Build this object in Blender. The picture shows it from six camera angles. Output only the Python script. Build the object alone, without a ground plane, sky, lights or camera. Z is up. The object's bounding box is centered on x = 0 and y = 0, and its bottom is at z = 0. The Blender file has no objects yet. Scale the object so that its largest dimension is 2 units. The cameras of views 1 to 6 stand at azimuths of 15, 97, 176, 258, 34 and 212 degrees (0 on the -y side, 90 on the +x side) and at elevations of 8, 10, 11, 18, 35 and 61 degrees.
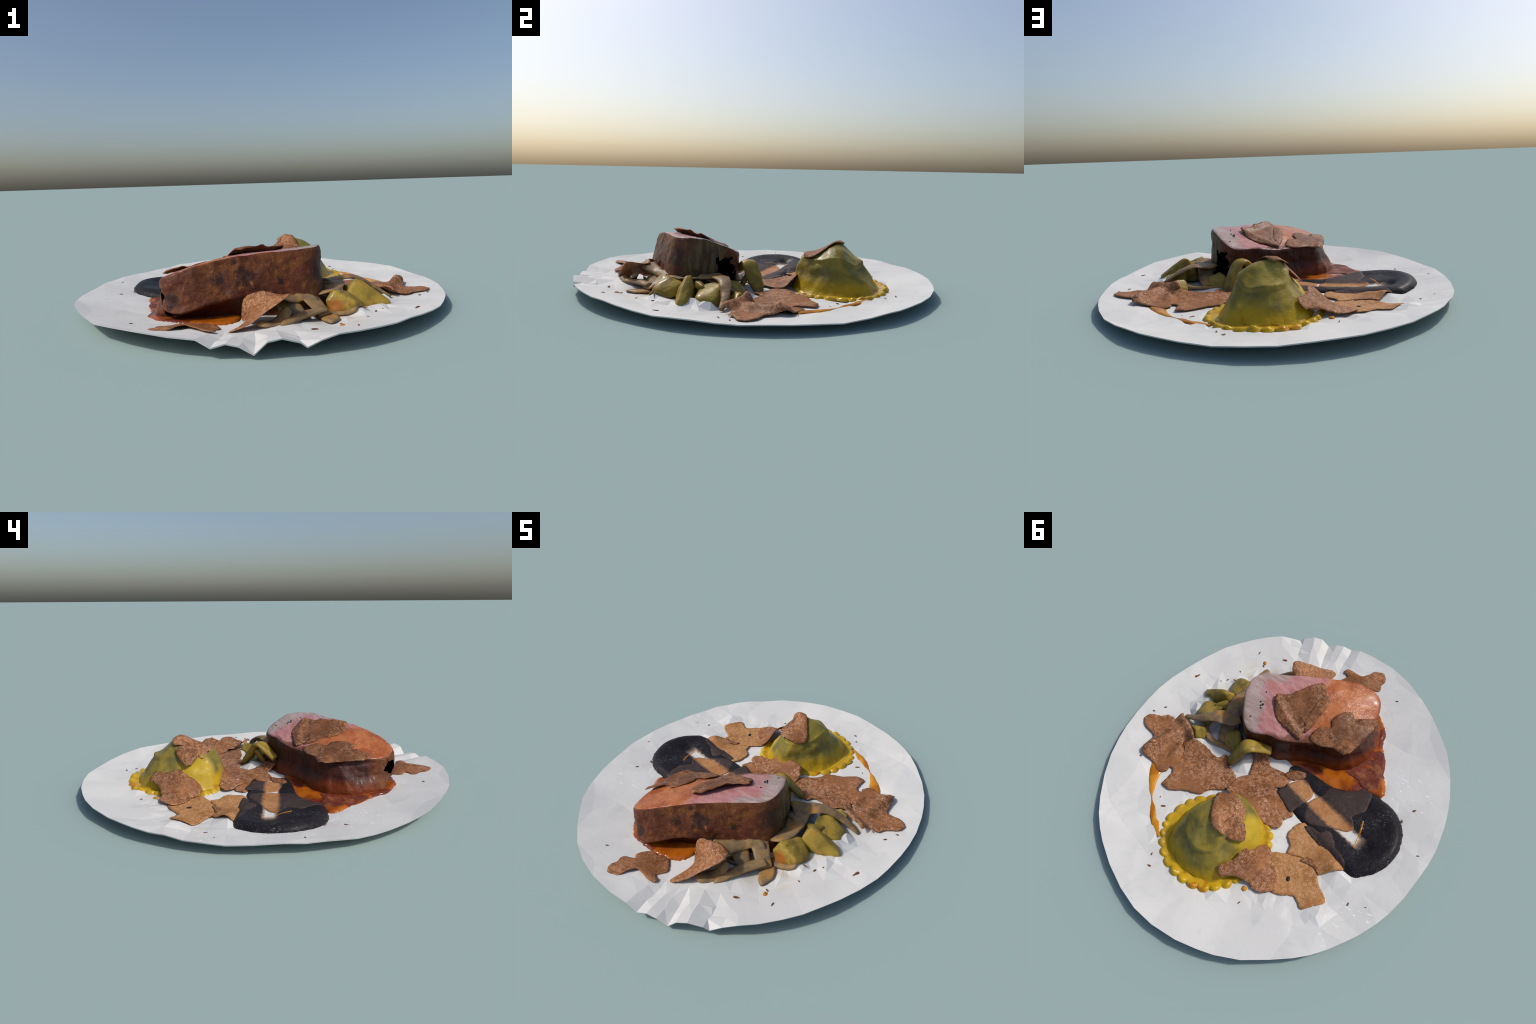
# A plated restaurant dish: roast meat slice with shaved truffle, a crimped
# ravioli, black puree, artichoke wedges, onion strips and sauce on a plate.
import bpy, bmesh, math, random
import numpy as np
from mathutils import Vector, noise as mnoise
from mathutils.geometry import delaunay_2d_cdt

rng = random.Random(7)
SC = bpy.context.scene.collection


# ------------------------------------------------------------------ utilities
def lin(h):
    h = h.lstrip('#')
    c = [int(h[i:i + 2], 16) / 255 for i in (0, 2, 4)]
    return tuple(v / 12.92 if v <= .04045 else ((v + .055) / 1.055) ** 2.4 for v in c) + (1.0,)


def surface(P, lam=1e-3):
    """Smooth sheet through control points (x, y, z): thin-plate spline."""
    P = np.array(P, float)
    X = P[:, :2]
    n = len(X)

    def ker(r):
        return np.where(r > 1e-9, r * r * np.log(r + 1e-12), 0)
    r = np.linalg.norm(X[:, None] - X[None], axis=-1)
    A = np.zeros((n + 3, n + 3))
    A[:n, :n] = ker(r) + lam * np.eye(n)
    A[:n, n] = 1
    A[:n, n + 1:] = X
    A[n, :n] = 1
    A[n + 1:, :n] = X.T
    s = np.linalg.solve(A, np.r_[P[:, 2], 0, 0, 0])

    def f(x, y):
        x, y = np.asarray(x, float), np.asarray(y, float)
        r = np.sqrt((x[..., None] - X[:, 0]) ** 2 + (y[..., None] - X[:, 1]) ** 2)
        return ker(r) @ s[:n] + s[n] + s[n + 1] * x + s[n + 2] * y
    return f


def closed_curve(pts, count):
    """Catmull-Rom through closed control points, `count` samples by control index."""
    P = np.array(pts, float)
    n = len(P)
    out = []
    for k in range(count):
        t = k / count * n
        i = int(t)
        f = t - i
        p0, p1, p2, p3 = P[(i - 1) % n], P[i % n], P[(i + 1) % n], P[(i + 2) % n]
        out.append(.5 * (2 * p1 + (p2 - p0) * f + (2 * p0 - 5 * p1 + 4 * p2 - p3) * f * f
                         + (3 * p1 - p0 - 3 * p2 + p3) * f ** 3))
    return np.array(out)


def open_curve(pts, count):
    P = np.array(pts, float)
    n = len(P)
    out = []
    for k in range(count):
        t = k / (count - 1) * (n - 1)
        i = min(int(t), n - 2)
        f = t - i
        p1, p2 = P[i], P[i + 1]
        p0 = P[i - 1] if i > 0 else 2 * p1 - p2
        p3 = P[i + 2] if i + 2 < n else 2 * p2 - p1
        out.append(.5 * (2 * p1 + (p2 - p0) * f + (2 * p0 - 5 * p1 + 4 * p2 - p3) * f * f
                         + (3 * p1 - p0 - 3 * p2 + p3) * f ** 3))
    return np.array(out)


def seg_dist(x, y, a, b):
    x, y = np.asarray(x, float), np.asarray(y, float)
    dx, dy = b[0] - a[0], b[1] - a[1]
    t = np.clip(((x - a[0]) * dx + (y - a[1]) * dy) / (dx * dx + dy * dy), 0, 1)
    return np.hypot(x - a[0] - t * dx, y - a[1] - t * dy)


def ridge(x, y, a, b, h, w):
    return h * np.exp(-(seg_dist(x, y, a, b) / w) ** 2)


def poly_dist(x, y, poly):
    d = np.full(np.shape(x), 9.)
    for i in range(len(poly)):
        d = np.minimum(d, seg_dist(x, y, poly[i], poly[(i + 1) % len(poly)]))
    return d


def inside(x, y, poly):
    c = np.zeros(np.shape(x), bool)
    n = len(poly)
    for i in range(n):
        x1, y1 = poly[i][:2]
        x2, y2 = poly[(i + 1) % n][:2]
        if y1 == y2:
            continue
        c ^= ((y1 > y) != (y2 > y)) & (x < (x2 - x1) * (y - y1) / (y2 - y1) + x1)
    return c


def n3(x, y, z, s):
    return mnoise.noise(Vector((x * s, y * s, z * s)))


def add_mesh(name, verts, faces, mat, parent=None, smooth=True):
    me = bpy.data.meshes.new(name)
    me.from_pydata([(float(v[0]), float(v[1]), max(0.0, float(v[2]))) for v in verts], [], faces)
    me.update()
    bm = bmesh.new()
    bm.from_mesh(me)
    bmesh.ops.recalc_face_normals(bm, faces=bm.faces)
    bm.to_mesh(me)
    bm.free()
    me.polygons.foreach_set('use_smooth', [smooth] * len(me.polygons))
    me.materials.append(mat)
    o = bpy.data.objects.new(name, me)
    SC.objects.link(o)
    if parent:
        o.parent = parent
    return o


def thing(o, label, category):
    o['label'] = label
    o['category'] = category
    return o


def empty(name, loc):
    o = bpy.data.objects.new(name, None)
    o.location = (0, 0, 0)
    SC.objects.link(o)
    return o


# ------------------------------------------------------------------ materials
class Nodes:
    def __init__(self, name):
        self.m = bpy.data.materials.new(name)
        self.m.use_nodes = True
        self.t = self.m.node_tree
        self.b = self.t.nodes['Principled BSDF']
        self.co = self.new('ShaderNodeTexCoord').outputs['Object']

    def new(self, kind):
        return self.t.nodes.new(kind)

    def set(self, sock, v):
        if isinstance(v, bpy.types.NodeSocket):
            self.t.links.new(v, sock)
        elif isinstance(v, (int, float)):
            try:
                sock.default_value = v
            except TypeError:
                sock.default_value = (v, v, v)
        else:
            sock.default_value = v

    def noise(self, scale, detail=4, rough=.55, dist=0, stretch=None, off=0.0, rot=0):
        n = self.new('ShaderNodeTexNoise')
        v = self.co
        mp = self.new('ShaderNodeMapping')
        self.set(mp.inputs['Vector'], v)
        mp.inputs['Location'].default_value = (off, off * .7, off * .3)
        mp.inputs['Rotation'].default_value = (0, 0, rot)
        if stretch:
            mp.inputs['Scale'].default_value = stretch
        self.set(n.inputs['Vector'], mp.outputs[0])
        n.inputs['Scale'].default_value = scale
        n.inputs['Detail'].default_value = detail
        n.inputs['Roughness'].default_value = rough
        n.inputs['Distortion'].default_value = dist
        return n.outputs['Fac']

    def voronoi(self, scale, feature='F1', out='Distance'):
        n = self.new('ShaderNodeTexVoronoi')
        n.feature = feature
        self.set(n.inputs['Vector'], self.co)
        n.inputs['Scale'].default_value = scale
        return n.outputs[out]

    def ramp(self, fac, lo, hi):
        """Smooth 0..1 step between lo and hi (lo may exceed hi)."""
        n = self.new('ShaderNodeMapRange')
        n.interpolation_type = 'SMOOTHSTEP'
        self.set(n.inputs['Value'], fac)
        n.inputs['From Min'].default_value = lo
        n.inputs['From Max'].default_value = hi
        return n.outputs[0]

    def math(self, op, a, b=0.0, c=0.0):
        n = self.new('ShaderNodeMath')
        n.operation = op
        self.set(n.inputs[0], a)
        self.set(n.inputs[1], b)
        self.set(n.inputs[2], c)
        return n.outputs[0]

    def mix(self, fac, a, b):
        n = self.new('ShaderNodeMix')
        n.data_type = 'RGBA'
        self.set(n.inputs[0], fac)
        self.set(n.inputs[6], lin(a) if isinstance(a, str) else a)
        self.set(n.inputs[7], lin(b) if isinstance(b, str) else b)
        return n.outputs[2]

    def dot(self, nx, ny, nz=0.0, off=0.0):
        """nx*x + ny*y + nz*z + off of the object position."""
        n = self.new('ShaderNodeVectorMath')
        n.operation = 'DOT_PRODUCT'
        self.set(n.inputs[0], self.co)
        n.inputs[1].default_value = (nx, ny, nz)
        return self.math('ADD', n.outputs['Value'], off)

    def dist(self, x, y, z, sx=1, sy=1, sz=1):
        mp = self.new('ShaderNodeMapping')
        self.set(mp.inputs['Vector'], self.co)
        mp.inputs['Location'].default_value = (-x / sx, -y / sy, -z / sz)
        mp.inputs['Scale'].default_value = (1 / sx, 1 / sy, 1 / sz)
        n = self.new('ShaderNodeVectorMath')
        n.operation = 'LENGTH'
        self.set(n.inputs[0], mp.outputs[0])
        return n.outputs['Value']

    def done(self, col, rough=.5, bump=None, bstr=.3, bdist=.01, coat=0, crough=.1, spec=.18, sss=0):
        coat *= .25
        self.set(self.b.inputs['Base Color'], col)
        self.set(self.b.inputs['Roughness'], rough)
        self.b.inputs['Specular IOR Level'].default_value = spec
        self.b.inputs['Coat Weight'].default_value = coat
        self.b.inputs['Coat Roughness'].default_value = crough
        if sss:
            self.b.inputs['Subsurface Weight'].default_value = sss
            self.b.inputs['Subsurface Radius'].default_value = (.02, .01, .006)
            self.b.inputs['Subsurface Scale'].default_value = .5
        if bump is not None:
            n = self.new('ShaderNodeBump')
            n.inputs['Strength'].default_value = bstr
            n.inputs['Distance'].default_value = bdist
            self.set(n.inputs['Height'], bump)
            self.set(self.b.inputs['Normal'], n.outputs[0])
        return self.m


STREAK_A, STREAK_B = (-.093, -.016), (-.600, .126)
_sl = math.hypot(STREAK_B[0] - STREAK_A[0], STREAK_B[1] - STREAK_A[1])
SD = ((STREAK_B[0] - STREAK_A[0]) / _sl, (STREAK_B[1] - STREAK_A[1]) / _sl)


def plate_material():
    n = Nodes('plate_glaze')
    patch = n.noise(3.2, 3, .5, off=3)
    c = n.mix(n.ramp(patch, .35, .65), '#cccbc8', '#d5d4d0')
    fine = n.noise(9, 4, .6, 1.0, off=9)
    c = n.mix(n.math('MULTIPLY', n.ramp(fine, .55, .7), .5), c, '#c4c6c4')
    # yellowish wet halo of pan juice around the vegetables
    halo = n.math('MULTIPLY', n.ramp(n.dist(.43, -.53, .03, .16, .13, .2), 1.0, .4), n.ramp(n.noise(14, 3), .42, .62))
    c = n.mix(n.math('MULTIPLY', halo, .5), c, '#b9ad8c')
    # reflections off wrinkled film, painted as white streaks on the plate's left side
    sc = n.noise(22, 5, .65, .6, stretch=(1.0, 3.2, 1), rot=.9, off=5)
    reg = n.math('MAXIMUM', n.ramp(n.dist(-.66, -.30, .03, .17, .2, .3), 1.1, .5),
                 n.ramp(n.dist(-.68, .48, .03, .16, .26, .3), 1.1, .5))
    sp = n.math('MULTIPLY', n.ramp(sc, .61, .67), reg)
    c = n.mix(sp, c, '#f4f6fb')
    return n.done(c, .5, n.math('ADD', n.noise(30, 3), n.math('MULTIPLY', sc, reg)), .12, .01, spec=.15)


def truffle_material(name, base, deep, pale, dark_side=False, wet=0.0):
    n = Nodes(name)
    w1 = n.noise(72, 1.2, .5, 1.6)
    line = n.ramp(n.math('ABSOLUTE', n.math('SUBTRACT', w1, .5)), .034, .012)
    w2 = n.noise(100, 1.2, .5, 1.4, off=4)
    line2 = n.ramp(n.math('ABSOLUTE', n.math('SUBTRACT', w2, .5)), .034, .012)
    brk = n.ramp(n.noise(60, 2, off=7), .43, .50)
    zone = n.ramp(n.noise(7, 3, off=13), .34, .56)
    veins = n.math('MULTIPLY', n.math('MAXIMUM', line, n.math('MULTIPLY', line2, .75)),
                   n.math('MULTIPLY', brk, n.math('ADD', n.math('MULTIPLY', zone, .75), .25)))
    blot = n.ramp(n.noise(9, 4, .6, .4, off=2), .36, .64)
    c = n.mix(blot, base, deep)
    warm = n.ramp(n.noise(13, 3, .6, .6, off=17), .52, .68)
    c = n.mix(n.math('MULTIPLY', warm, .55), c, '#a0693a')
    grain = n.ramp(n.noise(160, 3, .7), .42, .68)
    c = n.mix(n.math('MULTIPLY', grain, .35), c, deep)
    dk = n.ramp(n.noise(19, 4, .65, .8, off=23), .64, .72)
    c = n.mix(n.math('MULTIPLY', dk, .5), c, '#4a2c20')
    if dark_side:
        d = n.math('ABSOLUTE', n.dot(-SD[1], SD[0], 0, SD[1] * STREAK_A[0] - SD[0] * STREAK_A[1]))
        d = n.math('ADD', d, n.math('MULTIPLY', n.math('SUBTRACT', n.noise(40, 3), .5), .03))
        tan = n.ramp(d, .055, .026)
        lc = n.mix(n.math('MULTIPLY', veins, .6), n.mix(blot, '#ab7a50', '#9c6a40'), '#cda27c')
        dc = n.mix(n.math('MULTIPLY', veins, .4), n.mix(blot, '#423633', '#352c2b'), '#75645e')
        c = n.mix(tan, dc, lc)
    else:
        c = n.mix(n.math('MULTIPLY', veins, .85), c, pale)
    return n.done(c, .55 if not wet else .45, n.math('ADD', w1, n.noise(120, 2)), .15, .004, coat=wet * .5, crough=.3, spec=.12)


def crust_material():
    n = Nodes('seared_crust')
    big = n.noise(7, 5, .6, .6)
    c = n.mix(n.ramp(big, .36, .60), '#754525', '#59321f')
    c = n.mix(n.ramp(n.noise(17, 6, .65, 1.2, off=2), .50, .70), c, '#885628')
    red = n.ramp(n.noise(10, 6, .7, .8, off=6), .48, .62)
    c = n.mix(n.math('MULTIPLY', red, .8), c, '#4f2117')
    dk = n.ramp(n.noise(15, 6, .72, 1.1, off=11), .56, .66)
    c = n.mix(n.math('MULTIPLY', dk, .85), c, '#331d19')
    for x, y, z, r in ((.06, -.53, .20, .050), (-.045, -.57, .19, .04), (.345, -.34, .20, .06), (.20, -.45, .17, .02), (.02, -.53, .265, .02), (-.22, -.64, .12, .05)):
        e = n.dist(x, y, z, r, r, r)
        e = n.math('ADD', e, n.math('MULTIPLY', n.math('SUBTRACT', n.noise(28, 5, .7, off=x * 9), .5), 3.0))
        c = n.mix(n.math('MULTIPLY', n.ramp(e, 1.1, .5), .85), c, '#2e1d1b')
    spk = n.ramp(n.voronoi(55), .20, .10)
    c = n.mix(n.math('MULTIPLY', spk, n.ramp(n.noise(9, 2, off=8), .42, .55)), c, '#32170f')
    gl = n.ramp(n.noise(120, 2, .5, off=31), .71, .74)
    c = n.mix(n.math('MULTIPLY', gl, .6), c, '#b58a75')
    # olive streaked end beside the vegetables
    end = n.ramp(n.dist(.36, -.16, .14, .10, .19, .3), 1.0, .6)
    st = n.noise(16, 4, .6, .3, stretch=(2.2, 2.2, .35), off=3)
    c = n.mix(end, c, n.mix(n.ramp(st, .40, .62), '#4a3526', '#655737'))
    # glazed back wall: dark caramel running into orange sauce
    back = n.math('MULTIPLY', n.ramp(n.math('ADD', n.dot(-.6, .8, 0, .21), n.math('MULTIPLY', n.math('SUBTRACT', n.noise(12, 4, off=41), .5), .08)), .0, .05), n.math('SUBTRACT', 1.0, end))
    glz = n.mix(n.ramp(st, .42, .60), '#4b2419', '#331915')
    low = n.math('ADD', n.dot(0, 0, 1), n.math('MULTIPLY', n.math('SUBTRACT', n.noise(9, 3), .5), .12))
    glz = n.mix(n.ramp(low, .11, .04), glz, '#6b2f10')
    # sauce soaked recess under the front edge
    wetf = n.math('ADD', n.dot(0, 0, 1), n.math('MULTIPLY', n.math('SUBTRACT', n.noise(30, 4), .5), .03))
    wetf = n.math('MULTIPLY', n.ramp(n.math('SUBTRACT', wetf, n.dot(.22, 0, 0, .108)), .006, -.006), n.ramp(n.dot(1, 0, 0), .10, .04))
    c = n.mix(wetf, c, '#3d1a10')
    c = n.mix(back, c, glz)
    return n.done(c, n.math('SUBTRACT', .45, n.math('MULTIPLY', back, .2)),
                  n.math('ADD', n.noise(60, 5, .65), n.math('MULTIPLY', big, 1.5)), .45, .012, coat=.25, crough=.2)


def cut_face_material():
    n = Nodes('pink_meat')
    fib = n.noise(26, 4, .6, .5, stretch=(.6, 1.6, 1), rot=.5)
    pink = n.mix(n.ramp(fib, .35, .65), '#b98683', '#a66d69')
    # orange glaze over the left part
    w = n.math('MULTIPLY', n.math('SUBTRACT', n.noise(8, 4, .55, .5), .5), .12)
    ax = n.math('ADD', n.dot(.978, .208, 0, .122), w)
    org = n.mix(n.ramp(n.noise(13, 4, .6, .4, off=3), .36, .64), '#b26c3f', '#974f2b')
    c = n.mix(n.ramp(ax, .045, -.035), pink, org)
    # pale fat rim on the right end and along the front edge
    fx = n.math('ADD', n.dot(.60, .80, 0, -.02), w)
    front = n.math('ADD', n.dot(.46, -.88, 0, -.43), w)
    right = n.math('ADD', n.dot(.93, .37, 0, -.135), w)
    fat = n.math('MAXIMUM', n.ramp(right, -.03, .02),
                 n.math('MULTIPLY', n.ramp(front, -.03, .015), n.ramp(ax, .18, .24)))
    fatc = n.mix(n.ramp(fib, .4, .7), '#a89891', '#8f7c74')
    c = n.mix(n.math('MULTIPLY', fat, .9), c, fatc)
    # purplish sinew and peppercorns
    pur = n.math('MULTIPLY', n.ramp(n.noise(10, 3, off=9), .54, .66), n.ramp(ax, .02, .1))
    c = n.mix(n.math('MULTIPLY', pur, .45), c, '#9d8590')
    # browned rim all along the cut edge is left to the crust part
    rimb = n.math('ADD', n.dot(-.50, .86, 0, 0), n.math('MULTIPLY', n.math('SUBTRACT', n.noise(16, 5, .65), .5), .10))
    c = n.mix(n.math('MULTIPLY', n.ramp(rimb, -.155, -.12), .85), c, '#5d3722')
    rimf = n.math('ADD', n.dot(.46, -.88, 0, -.475), n.math('MULTIPLY', n.math('SUBTRACT', n.noise(20, 5, .65, off=3), .5), .05))
    c = n.mix(n.math('MULTIPLY', n.ramp(rimf, .0, .02), .7), c, '#8a5a30')
    wet = n.ramp(n.noise(95, 3, .6, off=1), .64, .68)  # specular sparkle of the cut face drawn as pale dots
    c = n.mix(n.math('MULTIPLY', wet, .45), c, '#e6cfc2')
    return n.done(c, .3, n.math('ADD', fib, n.noise(70, 3)), .3, .006, coat=.3, crough=.15, sss=.05)


def pasta_material(name, rim=False):
    n = Nodes(name)
    if rim:
        c = n.mix(n.ramp(n.noise(12, 3), .38, .64), '#c39d1c', '#b28f24')
        c = n.mix(n.math('MULTIPLY', n.ramp(n.noise(16, 3, off=4), .56, .68), .75), c, '#a8641a')
        return n.done(c, .22, n.noise(60, 3), .25, .006, coat=.5, crough=.08)
    low = n.math('ADD', n.dot(0, 0, 1), n.math('MULTIPLY', n.math('SUBTRACT', n.noise(7, 3), .5), .14))
    green = n.mix(n.ramp(n.noise(10, 4, .55, .6), .38, .62), '#968338', '#786d31')
    green = n.mix(n.math('MULTIPLY', n.ramp(n.noise(7, 3, off=8), .52, .68), .75), green, '#5b593a')
    tanp = n.math('MULTIPLY', n.ramp(n.dist(.07, .54, .21, .10, .07, .08), 1.1, .5), n.ramp(n.noise(16, 4, .6), .38, .58))
    green = n.mix(n.math('MULTIPLY', tanp, .8), green, '#a08f4a')
    c = n.mix(n.ramp(low, .125, .055), green, '#b0921e')
    oran = n.math('MULTIPLY', n.ramp(n.noise(11, 4, .6, .5, off=19), .56, .66), n.ramp(low, .09, .03))
    c = n.mix(n.math('MULTIPLY', oran, .7), c, '#9a5f1c')
    yel = n.ramp(n.dist(-.09, .40, .12, .09, .12, .14), 1.1, .5)
    c = n.mix(yel, c, '#b3982f')
    return n.done(c, .38, n.noise(24, 5, .6), .4, .014, coat=.25, crough=.2, spec=.14)


def puree_material():
    n = Nodes('black_puree_gloss')
    g = n.noise(70, 4, .6)
    c = n.mix(n.ramp(g, .4, .65), '#1f1d20', '#2b282b')
    sp = n.math('MULTIPLY', n.ramp(n.noise(210, 2), .63, .68), n.ramp(n.noise(9, 3, off=2), .50, .62))  # glints on the puree painted in as pale grey specks
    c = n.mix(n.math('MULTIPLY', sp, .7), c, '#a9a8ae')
    d = n.math('ABSOLUTE', n.dot(-SD[1], SD[0], 0, SD[1] * STREAK_A[0] - SD[0] * STREAK_A[1]))
    d = n.math('ADD', d, n.math('MULTIPLY', n.math('SUBTRACT', n.noise(60, 4, .7), .5), .035))
    al = n.dot(SD[0], SD[1], 0, -SD[0] * STREAK_A[0] - SD[1] * STREAK_A[1])
    cap = n.ramp(al, _sl + .0, _sl - .05)
    c = n.mix(n.math('MULTIPLY', n.ramp(d, .042, .030), cap), c, '#8a7565')
    c = n.mix(n.math('MULTIPLY', n.ramp(d, .033, .020), n.ramp(al, _sl - .03, _sl - .07)), c, '#d3d0cc')
    return n.done(c, .42, n.math('ADD', g, n.noise(200, 2)), .16, .005, coat=.12, crough=.25, spec=.08)


def sauce_material(name, a, b, c3):
    n = Nodes(name)
    c = n.mix(n.ramp(n.noise(9, 4, .6, .5), .4, .62), a, b)
    c = n.mix(n.ramp(n.noise(6, 3, off=6), .50, .60), c, c3)
    return n.done(c, .15, n.noise(30, 3), .12, .006, coat=.6, crough=.05)


def artichoke_material():
    n = Nodes('artichoke_flesh')
    c = n.mix(n.ramp(n.noise(14, 4, .55, .5), .36, .64), '#a0873a', '#7f6c2e')
    c = n.mix(n.math('MULTIPLY', n.ramp(n.noise(20, 4, .6, off=5), .56, .70), .7), c, '#ad8334')
    c = n.mix(n.math('MULTIPLY', n.ramp(n.noise(9, 3, off=9), .56, .68), .7), c, '#5b5026')
    br = n.ramp(n.dist(.43, -.43, .06, .05, .05, .045), 1.0, .45)
    c = n.mix(n.math('MULTIPLY', br, .85), c, '#99571f')
    return n.done(c, .42, n.noise(45, 4), .35, .008, coat=.5, crough=.15, spec=.16)


def onion_material():
    n = Nodes('braised_onion')
    s = n.noise(20, 4, .6, .3, stretch=(1, 1, 3))
    c = n.mix(n.ramp(s, .36, .64), '#8f7550', '#75614b')
    c = n.mix(n.math('MULTIPLY', n.ramp(n.noise(12, 3, off=5), .53, .68), .8), c, '#a97c40')
    return n.done(c, .45, s, .3, .006, coat=.15, crough=.25, spec=.14)


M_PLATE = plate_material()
M_TRUF = truffle_material('truffle_flesh', '#8e5f3e', '#724729', '#d0a78a')
M_TRUF_PALE = truffle_material('truffle_pale_flesh', '#a8784a', '#94653a', '#cda680')
M_TRUF_DARK = truffle_material('truffle_dark_flesh', '#423633', '#352c2b', '#75645e', dark_side=True)
M_TRUF_WET = truffle_material('truffle_glazed', '#7d5034', '#5f3a25', '#b88e6e', wet=.2)
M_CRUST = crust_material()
M_PINK = cut_face_material()
M_PASTA = pasta_material('ravioli_pasta')
M_PASTA_RIM = pasta_material('ravioli_rim_pasta', True)
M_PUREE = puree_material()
M_SAUCE = sauce_material('orange_sauce', '#a65a14', '#8c4312', '#652b1c')
M_TRAIL = sauce_material('sauce_trail_amber', '#bd7f1e', '#c8892c', '#a96714')
M_TRUF_RED = truffle_material('truffle_soaked_red', '#6e3324', '#5a2a20', '#93594a', wet=.3)
M_ART = artichoke_material()
M_ONION = onion_material()
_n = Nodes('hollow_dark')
M_HOLLOW = _n.done(lin('#060606'), 1.0, spec=0)  # liner coloured near-black for the unlit inside seen through the holes
_n = Nodes('crumb_brown')
M_CRUMB = _n.done(_n.mix(_n.ramp(_n.noise(30, 2), .4, .6), '#7a4d34', '#4c3226'), .6)
_n = Nodes('peppercorn_black')
M_PEPPER = _n.done(lin('#2b1d1f'), .5)

# ---------------------------------------------------------------------- plate
# rim: radius and height every 10 degrees, azimuth 0 on -y, 90 on +x
RIM_R = [.997, 1.0, .988, .977, .959, .942, .924, .918, .913, .912, .917, .925, .939, .949, .963, .971, .985, .999,
         1.001, .993, .99, .97, .964, .947, .936, .924, .910, .915, .919, .927, .936, .949, .951, .975, .988, .997]
RIM_Z = [.072, .064, .066, .069, .069, .067, .057, .050, .054, .042, .043, .042, .036, .047, .051, .050, .048, .054,
         .056, .062, .060, .061, .065, .063, .050, .049, .055, .055, .051, .052, .061, .067, .066, .069, .075, .078]
# crumpled front edge: pleat peaks and valleys (x, y, z)
PLEATS = [(-.09, -.992, .074), (.014, -.996, .071), (.069, -.996, .043), (.120, -.986, .058), (.166, -.979, .049),
          (.216, -.968, .019), (.262, -.959, .064), (.309, -.941, .073), (.367, -.913, .054), (.389, -.901, .034),
          (.435, -.874, .054), (.492, -.842, .070), (.56, -.79, .069)]
PLATE_POINTS = [(-.357, .469, .008), (-.734, -.198, .025), (.413, .479, .015), (-.704, -.111, .024), (-.2, .62, .02),
                (.386, -.707, .039), (.546, -.666, .048), (-.56, .474, .010), (-.18, .238, .012), (.3, .05, .018),
                (.5, .374, .014), (.57, .317, .012), (.69, -.05, .02), (.57, .374, .012), (.67, .385, .036), (.489, .484, .009),
                (.85, .09, .034), (.774, -.312, .037), (.247, -.7, .036), (.43, -.58, .026), (-.22, -.9, .066),
                (.065, -.76, .032), (-.168, -.67, .030), (.644, -.241, .035), (-.38, -.57, .022), (-.55, -.50, .028), (-.30, -.75, .040), (-.549, -.205, .012),
                (0, .5, .008), (0, 0, .012), (-.3, .1, .0), (-.33, .03, -.003), (0, -.3, .03), (.26, .074, .015), (.29, .68, .02),
                (-.1, .72, .02)]


def rim_at(az):
    t = (az / 10.0) % 36
    i = int(t)
    f = t - i
    return (RIM_R[i] * (1 - f) + RIM_R[(i + 1) % 36] * f, RIM_Z[i] * (1 - f) + RIM_Z[(i + 1) % 36] * f)


def az_of(x, y):
    return math.degrees(math.atan2(x, -y))


for k in range(0, 36, 2):
    a = math.radians(10 * k)
    PLATE_POINTS.append((RIM_R[k] * math.sin(a), -RIM_R[k] * math.cos(a), RIM_Z[k]))
plate_z = surface(PLATE_POINTS, 2e-3)

PLEAT_AZ = [az_of(p[0], p[1]) for p in PLEATS]
PLEAT_DEV = [p[2] - rim_at(a)[1] for p, a in zip(PLEATS, PLEAT_AZ)]
# small white mounds the sheet makes around the vegetables and slices
MOUNDS = [(.53, -.40, .032, .035), (.60, -.32, .020, .03), (.60, -.20, .030, .04), (.62, -.12, .028, .035),
          (.33, .02, .012, .03), (.205, .015, .055, .04), (-.09, -.81, .020, .04), (.60, .05, .006, .04),
          (.14, .72, .008, .03), (-.08, .70, .010, .03), (.68, .22, .015, .03), (.17, -.70, .012, .03), (-.57, .55, .022, .06), (-.53, .31, .024, .045), (-.47, .27, .015, .06), (-.39, -.145, .010, .04), (.25, -.60, .055, .04), (.515, .05, .028, .035)]


def sheet_z(x, y):
    """Plate height with mounds and pleats."""
    x, y = np.asarray(x, float), np.asarray(y, float)
    z = plate_z(x, y)
    for mx, my, h, w in MOUNDS:
        z = z + h * np.exp(-((x - mx) ** 2 + (y - my) ** 2) / (w * w))
    az = np.degrees(np.arctan2(x, -y))
    rr = np.interp(az % 360, np.arange(37) * 10, RIM_R + RIM_R[:1])
    dev = np.interp(az, PLEAT_AZ, PLEAT_DEV, 0, 0)
    return z + dev * np.clip((np.hypot(x, y) / rr - .76) / .24, 0, 1)


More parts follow.
